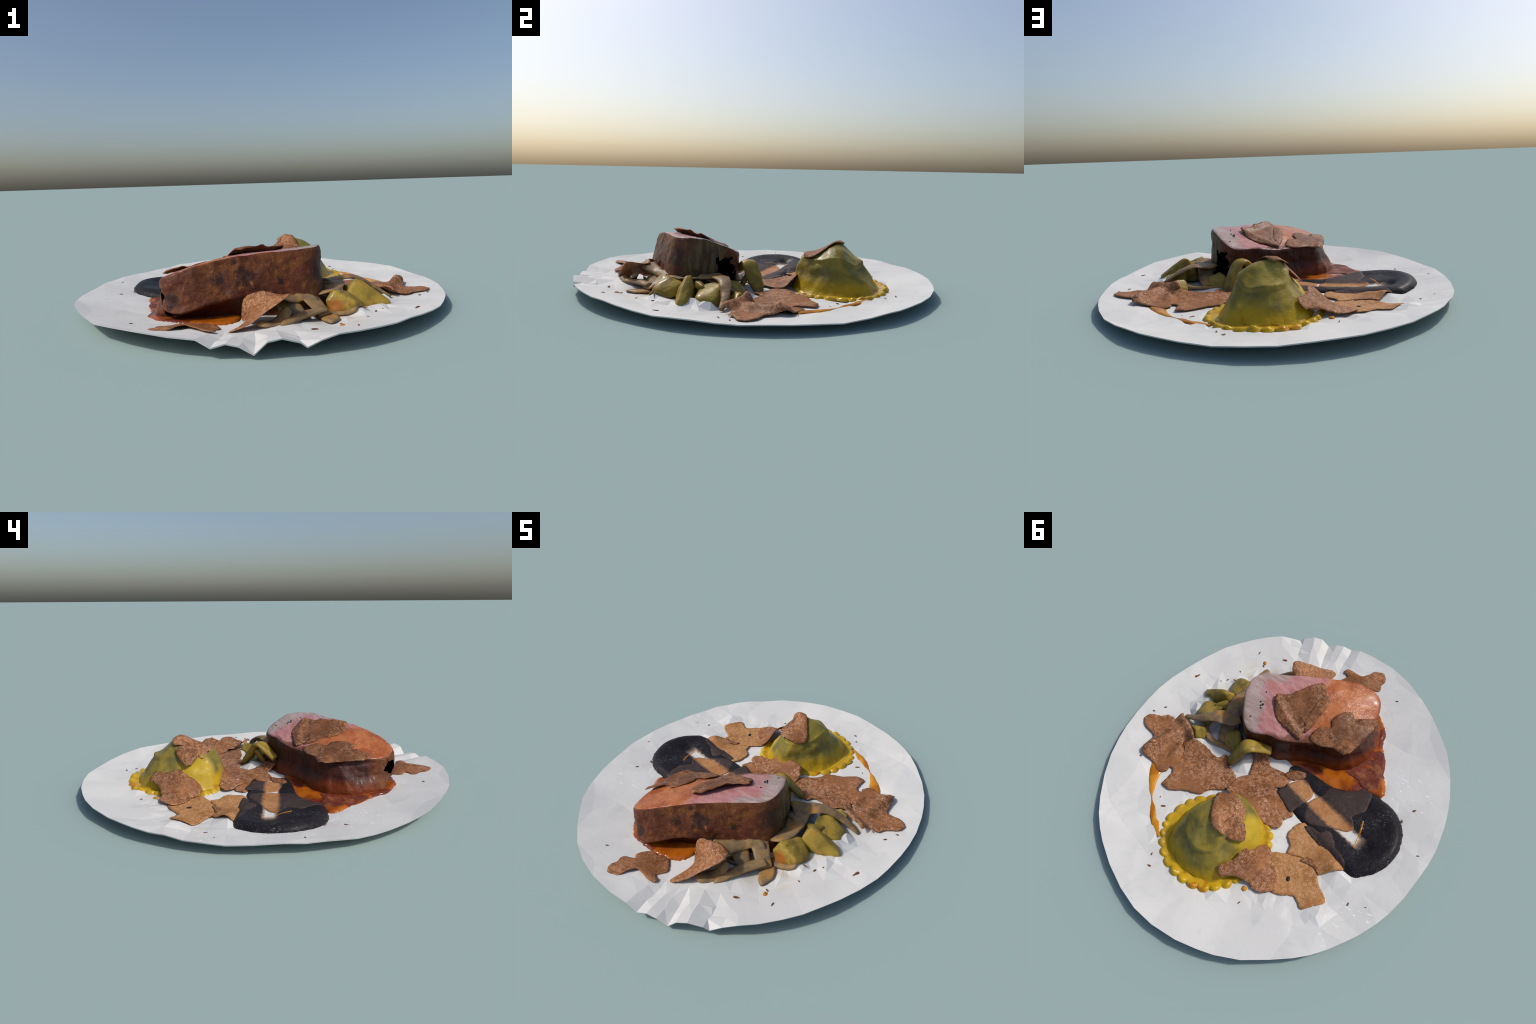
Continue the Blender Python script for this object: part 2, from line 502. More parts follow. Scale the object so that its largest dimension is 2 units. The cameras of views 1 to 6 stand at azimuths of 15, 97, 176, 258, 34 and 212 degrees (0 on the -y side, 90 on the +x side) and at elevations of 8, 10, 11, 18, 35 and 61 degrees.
def build_plate():
    rim = []
    az = PLEAT_AZ[-1] + 6
    while az < 360 + PLEAT_AZ[0] - 4:
        r, z = rim_at(az)
        a = math.radians(az)
        rim.append((r * math.sin(a), -r * math.cos(a), z + rng.uniform(-.004, .004)))
        az += rng.uniform(4.5, 8.5)
    rim += PLEATS
    pts = [p[:2] for p in rim]
    zfix = {i: p[2] for i, p in enumerate(rim)}
    n = len(pts)
    inner = []
    for a in PLEAT_AZ:
        for f in (.79, .87, .94):
            r = rim_at(a)[0] * f * rng.uniform(.985, 1.015)
            aa = math.radians(a + rng.uniform(-.5, .5))
            inner.append((r * math.sin(aa), -r * math.cos(aa)))
    food = [(.0, -.35, .40, .35), (.45, -.25, .28, .3), (.1, .5, .34, .32), (-.35, .05, .45, .3), (.5, .15, .35, .25), (-.35, .5, .3, .2)]
    tries = 0
    while tries < 30000 and len(inner) < 2600:
        tries += 1
        x, y = rng.uniform(-1, 1), rng.uniform(-1, 1)
        f = math.hypot(x, y) / rim_at(az_of(x, y))[0]
        if f > .955:
            continue
        near = min(max(0, math.hypot((x - c[0]) / c[2], (y - c[1]) / c[3]) - .8) for c in food)
        sp = .024 + .11 * min(1, near * 1.5) + .03 * max(0, f - .8)
        if all((x - p[0]) ** 2 + (y - p[1]) ** 2 > sp * sp for p in inner[-2600:]):
            inner.append((x, y))
    allp = [Vector(p) for p in pts + inner]
    res = delaunay_2d_cdt(allp, [(i, (i + 1) % n) for i in range(n)], [], 1, 1e-5)
    vs, fs, orig = res[0], res[2], res[3]
    xy = np.array([(v.x, v.y) for v in vs])
    zz = sheet_z(xy[:, 0], xy[:, 1])
    cover = np.zeros(len(xy), bool)
    for fp in FOOTPRINTS:
        cover |= inside(xy[:, 0], xy[:, 1], fp) | (poly_dist(xy[:, 0], xy[:, 1], fp) < .03)
    top = []
    for i, v in enumerate(vs):
        o = [q for q in orig[i] if q < n]
        if o:
            z = zfix[o[0]]
        else:
            f = math.hypot(v.x, v.y)
            amp = .004 + .004 * math.exp(-((f - .68) / .12) ** 2)
            bump = amp * n3(v.x, v.y, 0, 9) + .010 * n3(v.x, v.y, 3, 24) * (1 if f < .74 else .35) + rng.uniform(-.002, .002) * (1 if f < .74 else .5)
            z = zz[i] + (min(bump, 0) * .6 - .001 if cover[i] else bump)
        top.append((v.x, v.y, max(z, .002)))
    m = len(top)
    bot = [(x * .998, y * .998, max(0.0, z - .006)) for x, y, z in top]
    faces = [tuple(f) for f in fs] + [tuple(reversed([i + m for i in f])) for f in fs]
    cnt = {}
    for f in fs:
        for i in range(len(f)):
            a, b = f[i], f[(i + 1) % len(f)]
            cnt.setdefault(frozenset((a, b)), []).append((a, b))
    for e in cnt.values():
        if len(e) == 1:
            a, b = e[0]
            faces.append((b, a, a + m, b + m))
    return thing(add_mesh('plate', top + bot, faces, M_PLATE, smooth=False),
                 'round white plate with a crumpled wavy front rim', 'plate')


FOOTPRINTS = []


# ---------------------------------------------------------------- flat pieces
def sheet(name, outline, zf, thick, mat, parent=None, step=.009, ragged=.003, seed=0, wave=.0, edge=.5, closed_bottom=None):
    """Thin draped piece: outline through control points, height by zf, real thickness."""
    P = np.array(outline, float)
    per = np.linalg.norm(P - np.roll(P, -1, 0), axis=1).sum()
    bd = closed_curve(P, max(24, int(per / step * 1.25)))
    c = bd.mean(0)
    out = []
    for x, y in bd:
        d = Vector((x - c[0], y - c[1]))
        d = d.normalized() if d.length > 1e-6 else d
        k = ragged * (n3(x, y, seed, 55) + .7 * n3(x, y, seed + 5, 140))
        out.append((x + d.x * k, y + d.y * k))
    bd = np.array(out)
    FOOTPRINTS.append(bd[::3])
    lo, hi = bd.min(0), bd.max(0)
    r = random.Random(seed + 11)
    g = [(x + r.uniform(-.25, .25) * step, y + r.uniform(-.25, .25) * step)
         for x in np.arange(lo[0], hi[0], step) for y in np.arange(lo[1], hi[1], step)]
    g = np.array(g) if g else np.zeros((0, 2))
    if len(g):
        ok = inside(g[:, 0], g[:, 1], bd) & (poly_dist(g[:, 0], g[:, 1], bd) > step * .55)
        g = g[ok]
    n = len(bd)
    res = delaunay_2d_cdt([Vector(p) for p in list(bd) + list(g)], [(i, (i + 1) % n) for i in range(n)], [], 1, 1e-6)
    vs, fs = res[0], res[2]
    xy = np.array([(v.x, v.y) for v in vs])
    d = poly_dist(xy[:, 0], xy[:, 1], bd)
    z = zf(xy[:, 0], xy[:, 1])
    prof = 1 - edge * np.exp(-d / (.5 * step + 1e-4))
    w = np.array([wave * (n3(a, b, seed, 14) + .6 * n3(a, b, seed + 2, 34)) for a, b in xy])
    zt = z + w + thick * prof
    zb = np.maximum(z + w, .001) if closed_bottom is None else np.minimum(closed_bottom(xy[:, 0], xy[:, 1]), zt - .002)
    m = len(xy)
    verts = [(a, b, q) for (a, b), q in zip(xy, zt)] + [(a, b, q) for (a, b), q in zip(xy, zb)]
    faces = [tuple(f) for f in fs] + [tuple(reversed([i + m for i in f])) for f in fs]
    cnt = {}
    for f in fs:
        for i in range(len(f)):
            e = (f[i], f[(i + 1) % len(f)])
            cnt.setdefault(frozenset(e), []).append(e)
    for e in cnt.values():
        if len(e) == 1:
            a, b = e[0]
            faces.append((b, a, a + m, b + m))
    return add_mesh(name, verts, faces, mat, parent)


def over_sheet(d):
    return lambda x, y: sheet_z(x, y) + d


# ---------------------------------------------------------------------- lofts
def loft(name, top, mid, base, ztop, wall_mat, top_mat, parent, count=220, bumps=(.004, 18), drop=.016, holes=(), fold=0.0, bell=False, names=('crust', 'cut_face')):
    """Block with a shaped top: top outline (x, y), belly ring (x, y, z), foot ring (x, y)."""
    T, Mr, B = closed_curve(top, count), closed_curve(mid, count), closed_curve(base, count)
    c = T.mean(0)
    rows = []
    for f in (.06, .13, .2, .28, .36, .44, .52, .6, .68, .75, .82, .88, .93, .965):
        xy = c + (T - c) * f
        rows.append(np.c_[xy, ztop(xy[:, 0], xy[:, 1])])
    ntop = len(rows)
    zt = ztop(T[:, 0], T[:, 1])
    xy = c + (T - c) * .988
    rows.append(np.c_[xy, zt - drop * .22])
    rows.append(np.c_[T, zt - drop])
    e0 = rows[-1]
    zb = np.maximum(sheet_z(B[:, 0], B[:, 1]) - .002, .001)
    foot = np.c_[B, zb]
    pre = 2 * e0 - Mr
    if bell:
        pre = rows[ntop - 3]
    post = foot + np.c_[(foot - Mr)[:, :2] * 1.6, np.zeros(count)] if bell else 2 * foot - Mr

    def wall(p0, p1, p2, p3, f):
        return .5 * (2 * p1 + (p2 - p0) * f + (2 * p0 - 5 * p1 + 4 * p2 - p3) * f * f + (3 * p1 - p0 - 3 * p2 + p3) * f ** 3)
    for k in range(1, 27):
        rows.append(wall(pre, e0, Mr, foot if bell else 2 * Mr - e0, k / 26))
    for k in range(1, 11):
        rows.append(wall(e0, Mr, foot, post, k / 10) if bell else Mr + (foot - Mr) * np.array((1 - (1 - k / 10) ** 2,) * 2 + (k / 10,)))
    verts = []
    for ri, row in enumerate(rows):
        wallness = 0 if ri < ntop - 2 else min(1, (ri - ntop + 2) / 5)
        for x, y, z in row:
            a = bumps[0] * (.45 + .55 * wallness)
            d = Vector((x - c[0], y - c[1])).normalized() * wallness
            k = a * (n3(x, y, z, bumps[1]) + .5 * n3(x, y, z + 4, bumps[1] * 2.4))
            if fold:
                k += fold * wallness * n3(x * 22, y * 22, z * 3, 1)
            verts.append((x + d.x * k, y + d.y * k, z + k * (1 - wallness)))
    cz = float(ztop(c[0], c[1]))
    verts.append((c[0], c[1], cz))
    ci = len(verts) - 1
    tf, wf = [], []
    for i in range(count):
        tf.append((ci, i, (i + 1) % count))
    for r in range(len(rows) - 1):
        for i in range(count):
            j = (i + 1) % count
            f = (r * count + i, r * count + j, (r + 1) * count + j, (r + 1) * count + i)
            (tf if r < ntop else wf).append(f)
    V = np.array(verts)
    for hx, hy, hz, rx, ry, rz in holes:
        keep = []
        for f in wf:
            q = V[list(f)].mean(0)
            e = math.sqrt(((q[0] - hx) / rx) ** 2 + ((q[1] - hy) / ry) ** 2 + ((q[2] - hz) / rz) ** 2)
            if e + .45 * n3(*q, 38) > 1:
                keep.append(f)
        wf = keep
    # one body, shared vertex normals, split into top and wall
    me = bpy.data.meshes.new(name + '_whole')
    me.from_pydata([tuple(v) for v in verts], [], tf + wf)
    bm = bmesh.new()
    bm.from_mesh(me)
    bmesh.ops.recalc_face_normals(bm, faces=bm.faces)
    if sum(f.normal.z for f in bm.faces[:] if f.index < len(tf)) < 0:
        bmesh.ops.reverse_faces(bm, faces=bm.faces)
    bm.to_mesh(me)
    bm.free()
    normals = [tuple(v.normal) for v in me.vertices]
    bpy.data.meshes.remove(me)
    objs = []
    for nm, fl, mat in ((names[1], tf, top_mat), (names[0], wf, wall_mat)):
        used = sorted({i for f in fl for i in f})
        mp = {o: k for k, o in enumerate(used)}
        me = bpy.data.meshes.new(nm)
        me.from_pydata([tuple(verts[i]) for i in used], [], [tuple(mp[i] for i in f) for f in fl])
        bm = bmesh.new()
        bm.from_mesh(me)
        bmesh.ops.recalc_face_normals(bm, faces=bm.faces)
        s = sum(f.normal.dot(Vector(normals[used[f.verts[0].index]])) for f in bm.faces)
        if s < 0:
            bmesh.ops.reverse_faces(bm, faces=bm.faces)
        bm.to_mesh(me)
        bm.free()
        me.polygons.foreach_set('use_smooth', [True] * len(me.polygons))
        me.normals_split_custom_set_from_vertices([normals[i] for i in used])
        me.materials.append(mat)
        o = bpy.data.objects.new(nm, me)
        SC.objects.link(o)
        o.parent = parent
        objs.append(o)
    return objs, rows


# ----------------------------------------------------------------------- meat
MEAT_Z = surface([(-.27, -.618, .214), (.08, -.47, .294), (.31, -.345, .304), (.33, -.2, .300), (.235, -.06, .232),
                  (.065, -.089, .206), (-.28, -.225, .172), (-.335, -.46, .190), (-.33, -.56, .190), (.20, -.41, .300),
                  (-.041, -.175, .198), (.163, -.274, .284), (0, -.40, .280), (-.12, -.58, .262), (-.15, -.35, .232), (.10, -.2, .245)], 2e-4)
meat = thing(empty('meat_slice', (0, -.3, 0)), 'thick pink roast meat slice with seared brown crust and glaze', 'meat')
MEAT_TOP = [(-.275, -.628), (-.19, -.632), (-.095, -.592), (.02, -.528), (.12, -.472), (.22, -.418), (.315, -.368),
            (.345, -.29), (.322, -.18), (.258, -.075), (.195, -.05), (.11, -.085), (.04, -.10), (-.06, -.155),
            (-.17, -.21), (-.262, -.242), (-.30, -.33), (-.325, -.44), (-.322, -.555)]
MEAT_MID = [(-.250, -.662, .075), (-.165, -.672, .070), (-.07, -.632, .102), (.04, -.572, .122), (.13, -.522, .118), (.23, -.468, .10), (.338, -.392, .10),
            (.360, -.30, .10), (.340, -.17, .10), (.265, -.075, .10), (.195, -.06, .10), (.11, -.085, .10), (.04, -.105, .10), (-.065, -.155, .10),
            (-.18, -.205, .10), (-.275, -.24, .10), (-.340, -.325, .10), (-.350, -.42, .10), (-.315, -.56, .10)]
MEAT_BASE = [(-.235, -.615), (-.165, -.608), (-.07, -.572), (.03, -.528), (.13, -.498), (.24, -.452), (.352, -.390),
             (.375, -.30), (.362, -.16), (.28, -.06), (.195, -.045), (.10, -.07), (.03, -.09), (-.075, -.14),
             (-.20, -.185), (-.30, -.22), (-.365, -.31), (-.385, -.42), (-.35, -.565)]
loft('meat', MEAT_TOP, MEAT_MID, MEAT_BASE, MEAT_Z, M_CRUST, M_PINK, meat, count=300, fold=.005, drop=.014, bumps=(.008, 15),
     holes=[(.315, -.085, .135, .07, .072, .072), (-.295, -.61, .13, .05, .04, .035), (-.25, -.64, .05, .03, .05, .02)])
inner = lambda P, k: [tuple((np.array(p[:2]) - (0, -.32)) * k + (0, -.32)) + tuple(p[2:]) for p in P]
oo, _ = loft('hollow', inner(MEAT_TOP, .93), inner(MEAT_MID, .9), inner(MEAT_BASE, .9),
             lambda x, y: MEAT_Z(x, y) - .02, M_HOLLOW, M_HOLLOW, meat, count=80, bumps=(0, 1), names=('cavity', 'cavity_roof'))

pep = []
for k, (x, y) in enumerate([(.232, -.208), (.215, -.202), (.215, -.181), (.24, -.115), (.236, -.27), (.222, -.192)]):
    bm = bmesh.new()
    bmesh.ops.create_icosphere(bm, subdivisions=2, radius=.0045 if k != 1 else .006)
    me = bpy.data.meshes.new('peppercorn')
    for v in bm.verts:
        v.co *= 1 + .3 * n3(v.co.x, v.co.y, k, 200)
        v.co.z *= .6
    bm.to_mesh(me)
    bm.free()
    me.materials.append(M_PEPPER)
    o = bpy.data.objects.new('peppercorn', me)
    o.location = (x, y, float(MEAT_Z(x, y)) + .003)
    SC.objects.link(o)
    o.parent = meat

# ------------------------------------------------------------------ sauce pool
POOL = [(-.295, -.655), (-.36, -.60), (-.395, -.545), (-.41, -.48), (-.447, -.419), (-.48, -.375), (-.50, -.315), (-.535, -.261), (-.555, -.211),
        (-.543, -.175), (-.49, -.165), (-.395, -.12), (-.308, -.09), (-.204, -.09), (-.113, -.10), (-.01, -.10), (.05, -.16),
        (.03, -.40), (.05, -.58), (.03, -.64), (-.02, -.675), (-.10, -.69), (-.17, -.68), (-.23, -.67)]
pool = sheet('sauce_pool', POOL, over_sheet(-.004), .013, M_SAUCE, ragged=.008, seed=21, step=.011, wave=.0015, edge=.9)
thing(pool, 'glossy orange brown sauce pooled under the meat', 'sauce')

# -------------------------------------------------------------------- ravioli
rav = thing(empty('ravioli', (.08, .5, 0)), 'domed green yellow ravioli with crimped scalloped edge', 'pasta')
RAV_Z = surface([(.015, .495, .264), (.13, .32, .185), (.085, .40, .228), (.20, .50, .195), (.135, .485, .245), (.155, .565, .170), (.09, .617, .176),
                 (-.005, .585, .180), (-.04, .43, .178), (-.03, .34, .185), (.05, .275, .190), (.05, .54, .215), (-.01, .535, .220), (.175, .39, .19)], 1e-4)
RAV_TOP = [(.20, .49), (.175, .565), (.09, .618), (-.005, .592), (-.03, .515), (-.045, .42), (-.03, .33), (.05, .275), (.125, .312), (.178, .39)]
RAV_MID = [(.245, .50, .10), (.215, .60, .10), (.10, .662, .09), (-.025, .632, .10), (-.08, .53, .10), (-.098, .42, .11), (-.07, .31, .11), (.045, .250, .12), (.150, .312, .10), (.228, .39, .09)]
RAV_BASE = [(.305, .51), (.265, .65), (.105, .715), (-.055, .69), (-.14, .575), (-.155, .42), (-.12, .295), (.04, .235), (.185, .275), (.28, .375)]
loft('ravioli', RAV_TOP, RAV_MID, RAV_BASE, RAV_Z, M_PASTA, M_PASTA, rav, count=200, bumps=(.010, 11), drop=.018, bell=True,
     names=('filled_dome', 'dome_top'))
# crimped edge
ring = closed_curve([(.291, .333), (.345, .42), (.362, .531), (.335, .610), (.275, .69), (.18, .745), (.08, .765), (-.03, .75), (-.115, .69),
                     (-.165, .60), (-.195, .50), (-.205, .39), (-.165, .30), (-.09, .255), (.03, .235), (.17, .25)], 640)
rc = np.array((.08, .50))
vs, fs = [], []
NR = 12
for i, p in enumerate(ring):
    ph = i / len(ring) * 27 * 2 * math.pi + .8 * n3(i * .02, 0, 0, 1)
    lobe = abs(math.cos(ph / 2))
    d = p - rc
    L = np.linalg.norm(d) * (1 + .02 * n3(i * .03, 3, 0, 1))
    d /= L
    for k in range(NR):
        f = k / (NR - 1)
        r = L * (.70 + .30 * f) - (.016 * (1 - lobe) ** 1.5) * f
        q = rc + d * r
        h = .009 + .009 * math.exp(-((f - .78) / .16) ** 2) * (lobe ** 1.5) * (1 + .5 * n3(i * .05, 7, 0, 1)) + .005 * n3(q[0], q[1], 0, 20)
        h *= (1 - max(0, (f - .82) / .18) ** 2)
        vs.append((q[0], q[1], float(sheet_z(q[0], q[1])) + max(h, -.002)))
for i in range(len(ring)):
    j = (i + 1) % len(ring)
    for k in range(NR - 1):
        fs.append((i * NR + k, i * NR + k + 1, j * NR + k + 1, j * NR + k))
add_mesh('crimped_edge', vs, fs, M_PASTA_RIM, rav)

# ----------------------------------------------------------------- sauce trail
def ribbon(name, spine, widths, h, mat, lift=-.002):
    S, W = open_curve(spine, 70), open_curve([(w, 0) for w in widths], 70)[:, 0]
    vs, fs = [], []
    for i in range(70):
        t = S[min(i + 1, 69)] - S[max(i - 1, 0)]
        t /= np.linalg.norm(t)
        nrm = np.array((-t[1], t[0]))
        w = W[i] * (1 + .25 * n3(i * .15, 0, 2, 1))
        for k in range(9):
            f = k / 4 - 1
            q = S[i] + nrm * w * f
            vs.append((q[0], q[1], float(sheet_z(*q)) + lift + h * math.sqrt(max(0, 1 - f * f))))
    for i in range(69):
        for k in range(8):
            fs.append((i * 9 + k, i * 9 + k + 1, (i + 1) * 9 + k + 1, (i + 1) * 9 + k))
    return add_mesh(name, vs, fs, mat)


o = ribbon('sauce_trail', [(.595, .29), (.572, .36), (.534, .426), (.497, .474), (.452, .521), (.415, .562), (.375, .590), (.32, .63)],
           [.040, .030, .018, .006, .022, .016, .020, .010], .010, M_TRAIL)
thing(o, 'thin curved trail of amber sauce', 'sauce')
o = sheet('sauce_drop', [(-.19, .61), (-.19, .632), (-.208, .635), (-.214, .615)], over_sheet(-.001), .009, M_TRAIL, step=.006, ragged=0, edge=.8)
thing(o, 'small round amber drop of sauce', 'sauce')
o = sheet('sauce_drop', [(.47, -.61), (.488, -.612), (.492, -.63), (.475, -.634)], over_sheet(-.001), .008, M_TRAIL, step=.006, ragged=0, edge=.8)
thing(o, 'small round amber drop of sauce', 'sauce')

# ---------------------------------------------------------------- black puree
PUREE = [(-.04, -.08), (-.085, -.118), (-.119, -.118), (-.191, -.118), (-.282, -.104), (-.393, -.135), (-.49, -.182), (-.561, -.168),
         (-.628, -.151), (-.69, -.107), (-.734, -.045), (-.756, .027), (-.758, .088), (-.743, .152), (-.711, .215), (-.652, .274),
         (-.617, .292), (-.584, .294), (-.561, .293), (-.486, .268), (-.389, .225), (-.293, .18), (-.209, .15), (-.118, .11),
         (-.049, .076), (-.06, .004)]
PCURVE = closed_curve(PUREE, 160)


def puree_z(x, y):
    d = poly_dist(x, y, PCURVE)
    end = np.clip((-x - .15) / .4, 0, 1)
    h = (.006 + .024 * end) * (1 - np.exp(-(d / .020) ** 1.3))
    h = h - .012 * end * (1 - np.exp(-(np.maximum(d - .045, 0) / .05) ** 2))
    h = h - np.minimum(h - .003, ridge(x, y, STREAK_A, STREAK_B, .022, .035)) * (h > .004)
    return plate_z(x, y) + h


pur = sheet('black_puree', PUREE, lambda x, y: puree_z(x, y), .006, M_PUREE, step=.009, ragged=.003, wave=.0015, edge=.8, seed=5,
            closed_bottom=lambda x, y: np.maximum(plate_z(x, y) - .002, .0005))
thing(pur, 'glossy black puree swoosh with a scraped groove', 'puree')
o = ribbon('sauce_streak', [(-.530, .0), (-.544, .06), (-.556, .15)], [.006, .007, .005], .006, M_TRAIL)
for v in o.data.vertices:
    v.co.z = float(puree_z(v.co.x, v.co.y)) + .003 + (v.co.z - float(sheet_z(v.co.x, v.co.y)))
thing(o, 'thin amber sauce streak on the puree', 'sauce')

TL = 'thin wavy brown truffle slice with pale veins'


def truffle(outline, zf, mat=M_TRUF, thick=.0045, seed=0, **kw):
    kw.setdefault('ragged', .0045)
    kw.setdefault('wave', .003)
    return thing(sheet('truffle_slice', outline, zf, thick, mat, seed=seed, **kw), TL, 'truffle')


def bumpy(base, *ridges):
    def f(x, y):
        z = base(x, y)
        for a, b, h, w in ridges:
            z = z + ridge(x, y, a, b, h, w)
        return z
    return f


# on the plate
truffle([(.589, .101), (.504, .064), (.436, .062), (.343, .087), (.314, .051), (.286, .052), (.271, .094), (.23, .105), (.199, .121),
         (.166, .151), (.159, .189), (.19, .229), (.236, .256), (.269, .283), (.292, .323), (.378, .35), (.444, .387), (.501, .379),
         (.5, .332), (.504, .284), (.541, .262), (.518, .203), (.522, .16), (.554, .119)], over_sheet(.006), seed=1)
truffle([(.175, .222), (.176, .188), (.168, .129), (.099, .067), (.02, .048), (-.046, .084), (-.084, .137), (-.124, .192), (-.151, .203),
         (-.174, .222), (-.178, .263), (-.139, .282), (-.09, .285), (-.036, .276), (.03, .268), (.09, .262), (.15, .250)],
        bumpy(over_sheet(.012), ((.17, .26), (.0, .275), .065, .045)), seed=2)
truffle([(.175, -.054), (.106, -.08), (.063, -.025), (.021, -.026), (-.036, -.029), (-.082, -.024), (-.079, .018), (-.055, .06),
         (.038, .105), (.081, .117), (.117, .119), (.137, .054), (.152, -.002)],
        bumpy(over_sheet(.007), ((.16, -.06), (.10, -.09), .03, .05)), seed=3)
truffle([(-.041, -.019), (-.048, -.055), (-.092, -.078), (-.137, -.085), (-.135, -.052), (-.089, -.012)],
        lambda x, y: puree_z(x, y) + .008, M_TRUF_WET, seed=4)
truffle([(-.051, .075), (-.094, .102), (-.146, .127), (-.197, .152), (-.191, .184), (-.17, .208), (-.123, .198), (-.086, .164), (-.054, .114)],
        over_sheet(.005), seed=5)
S5_Z = surface([(-.06, .60, .115), (-.145, .468, .118), (-.25, .448, .022), (-.33, .55, .016), (-.2, .38, .03), (-.22, .6, .028), (-.1, .63, .07), (-.3, .48, .018)], 1e-4)
truffle([(-.052, .616), (-.082, .576), (-.105, .537), (-.118, .485), (-.149, .461), (-.161, .407), (-.194, .383), (-.231, .41), (-.248, .445),
         (-.295, .474), (-.319, .504), (-.333, .548), (-.313, .571), (-.283, .598), (-.235, .606), (-.219, .595), (-.186, .596),
         (-.156, .6), (-.108, .621), (-.087, .645), (-.071, .645)], lambda x, y: np.maximum(S5_Z(x, y), sheet_z(x, y) + .012), seed=6)
truffle([(-.205, .407), (-.28, .359), (-.4, .326), (-.453, .358), (-.496, .409), (-.539, .438), (-.568, .475), (-.535, .513), (-.486, .564),
         (-.453, .542), (-.419, .529), (-.363, .558), (-.312, .563), (-.283, .518), (-.248, .475)], over_sheet(.004), M_TRUF_PALE, seed=7)
truffle([(-.233, .269), (-.242, .202), (-.282, .161), (-.388, .186), (-.493, .225), (-.572, .271), (-.531, .317), (-.477, .364),
         (-.434, .348), (-.405, .323), (-.351, .336), (-.286, .355), (-.273, .312)], over_sheet(.006), M_TRUF_PALE, seed=8)
truffle([(-.365, .34), (-.36, .355), (-.40, .35), (-.44, .352), (-.48, .375), (-.455, .337), (-.41, .322), (-.37, .33)], over_sheet(.011), M_TRUF, .004, seed=9)
bm_spot = sheet('truffle_spot', [(-.348, .46), (-.352, .478), (-.364, .48), (-.366, .464), (-.358, .455)], over_sheet(.0065), .006, M_PEPPER, step=.005, ragged=0)
thing(bm_spot, 'small black spot on a truffle slice', 'truffle')
# folded slice at the right
truffle([(.809, .138), (.845, .10), (.835, .06), (.778, .035), (.741, .005), (.692, .007), (.675, -.037), (.64, -.018), (.596, .002), (.544, .034),
         (.511, .068), (.56, .106), (.52, .158), (.508, .211), (.531, .269), (.529, .298), (.555, .327), (.59, .326), (.626, .298),
         (.71, .288), (.723, .228), (.732, .164)],
        bumpy(lambda x, y: sheet_z(x, y) + .006, ((.535, .045), (.655, -.02), .042, .035), ((.70, .255), (.63, .08), .034, .032),
              ((.56, .13), (.55, .2), .018, .03)), seed=10, thick=.006)
truffle([(-.315, -.345), (-.415, -.435), (-.468, -.390), (-.488, -.32), (-.507, -.255), (-.508, -.205), (-.44, -.175), (-.388, -.205), (-.305, -.215)],
        over_sheet(.006), M_TRUF_RED, seed=12)
# on the puree
for k, out in enumerate((
        [(-.056, .086), (-.074, .04), (-.096, -.002), (-.143, -.055), (-.198, -.03), (-.231, .008), (-.218, .056), (-.206, .086), (-.192, .123), (-.176, .155), (-.116, .125)],
        [(-.233, .046), (-.246, .016), (-.273, -.025), (-.283, -.071), (-.304, -.097), (-.351, -.103), (-.408, -.139), (-.437, -.169), (-.478, -.178),
         (-.502, -.158), (-.512, -.101), (-.513, -.051), (-.472, .002), (-.486, .027), (-.507, .057), (-.486, .091), (-.42, .111), (-.367, .139),
         (-.309, .16), (-.269, .158), (-.248, .133), (-.235, .085)],
        [(-.293, .173), (-.328, .167), (-.367, .174), (-.39, .144), (-.42, .146), (-.456, .176), (-.479, .209), (-.519, .221), (-.551, .246),
         (-.57, .28), (-.562, .3), (-.517, .287), (-.459, .267), (-.391, .233), (-.329, .209), (-.286, .188)])):
    truffle(out, lambda x, y: np.maximum(puree_z(x, y), plate_z(x, y) + .005) + .004, M_TRUF_DARK, seed=30 + k, ragged=.002, wave=.0015)
# on the meat
truffle([(.176, -.263), (.171, -.289), (.109, -.326), (.056, -.414), (.016, -.465), (-.018, -.469), (-.036, -.449), (-.023, -.376), (-.018, -.314),
         (-.015, -.251), (-.039, -.201), (-.044, -.158), (-.011, -.155), (.043, -.164), (.116, -.179), (.147, -.212)],
        bumpy(lambda x, y: MEAT_Z(x, y) + .003, ((.168, -.275), (.10, -.335), .016, .022), ((.09, -.36), (.0, -.462), .024, .025),
              ((.165, -.25), (-.03, -.165), .012, .02)), M_TRUF_WET, seed=40)
truffle([(-.036, -.449), (-.078, -.401), (-.075, -.325), (-.068, -.267), (-.044, -.204), (-.01, -.248), (-.018, -.35)],
        lambda x, y: MEAT_Z(x, y) + .001, M_TRUF_WET, .005, seed=41)
truffle([(-.089, -.187), (-.082, -.222), (-.106, -.274), (-.148, -.297), (-.136, -.339), (-.162, -.403), (-.207, -.437), (-.232, -.416),
         (-.28, -.445), (-.335, -.485), (-.345, -.442), (-.33, -.344), (-.312, -.265), (-.28, -.214), (-.219, -.214), (-.152, -.187)],
        bumpy(lambda x, y: MEAT_Z(x, y) + .004, ((-.33, -.47), (-.27, -.43), .012, .02), ((-.31, -.35), (-.28, -.23), .008, .02)),
        M_TRUF_WET, seed=42)
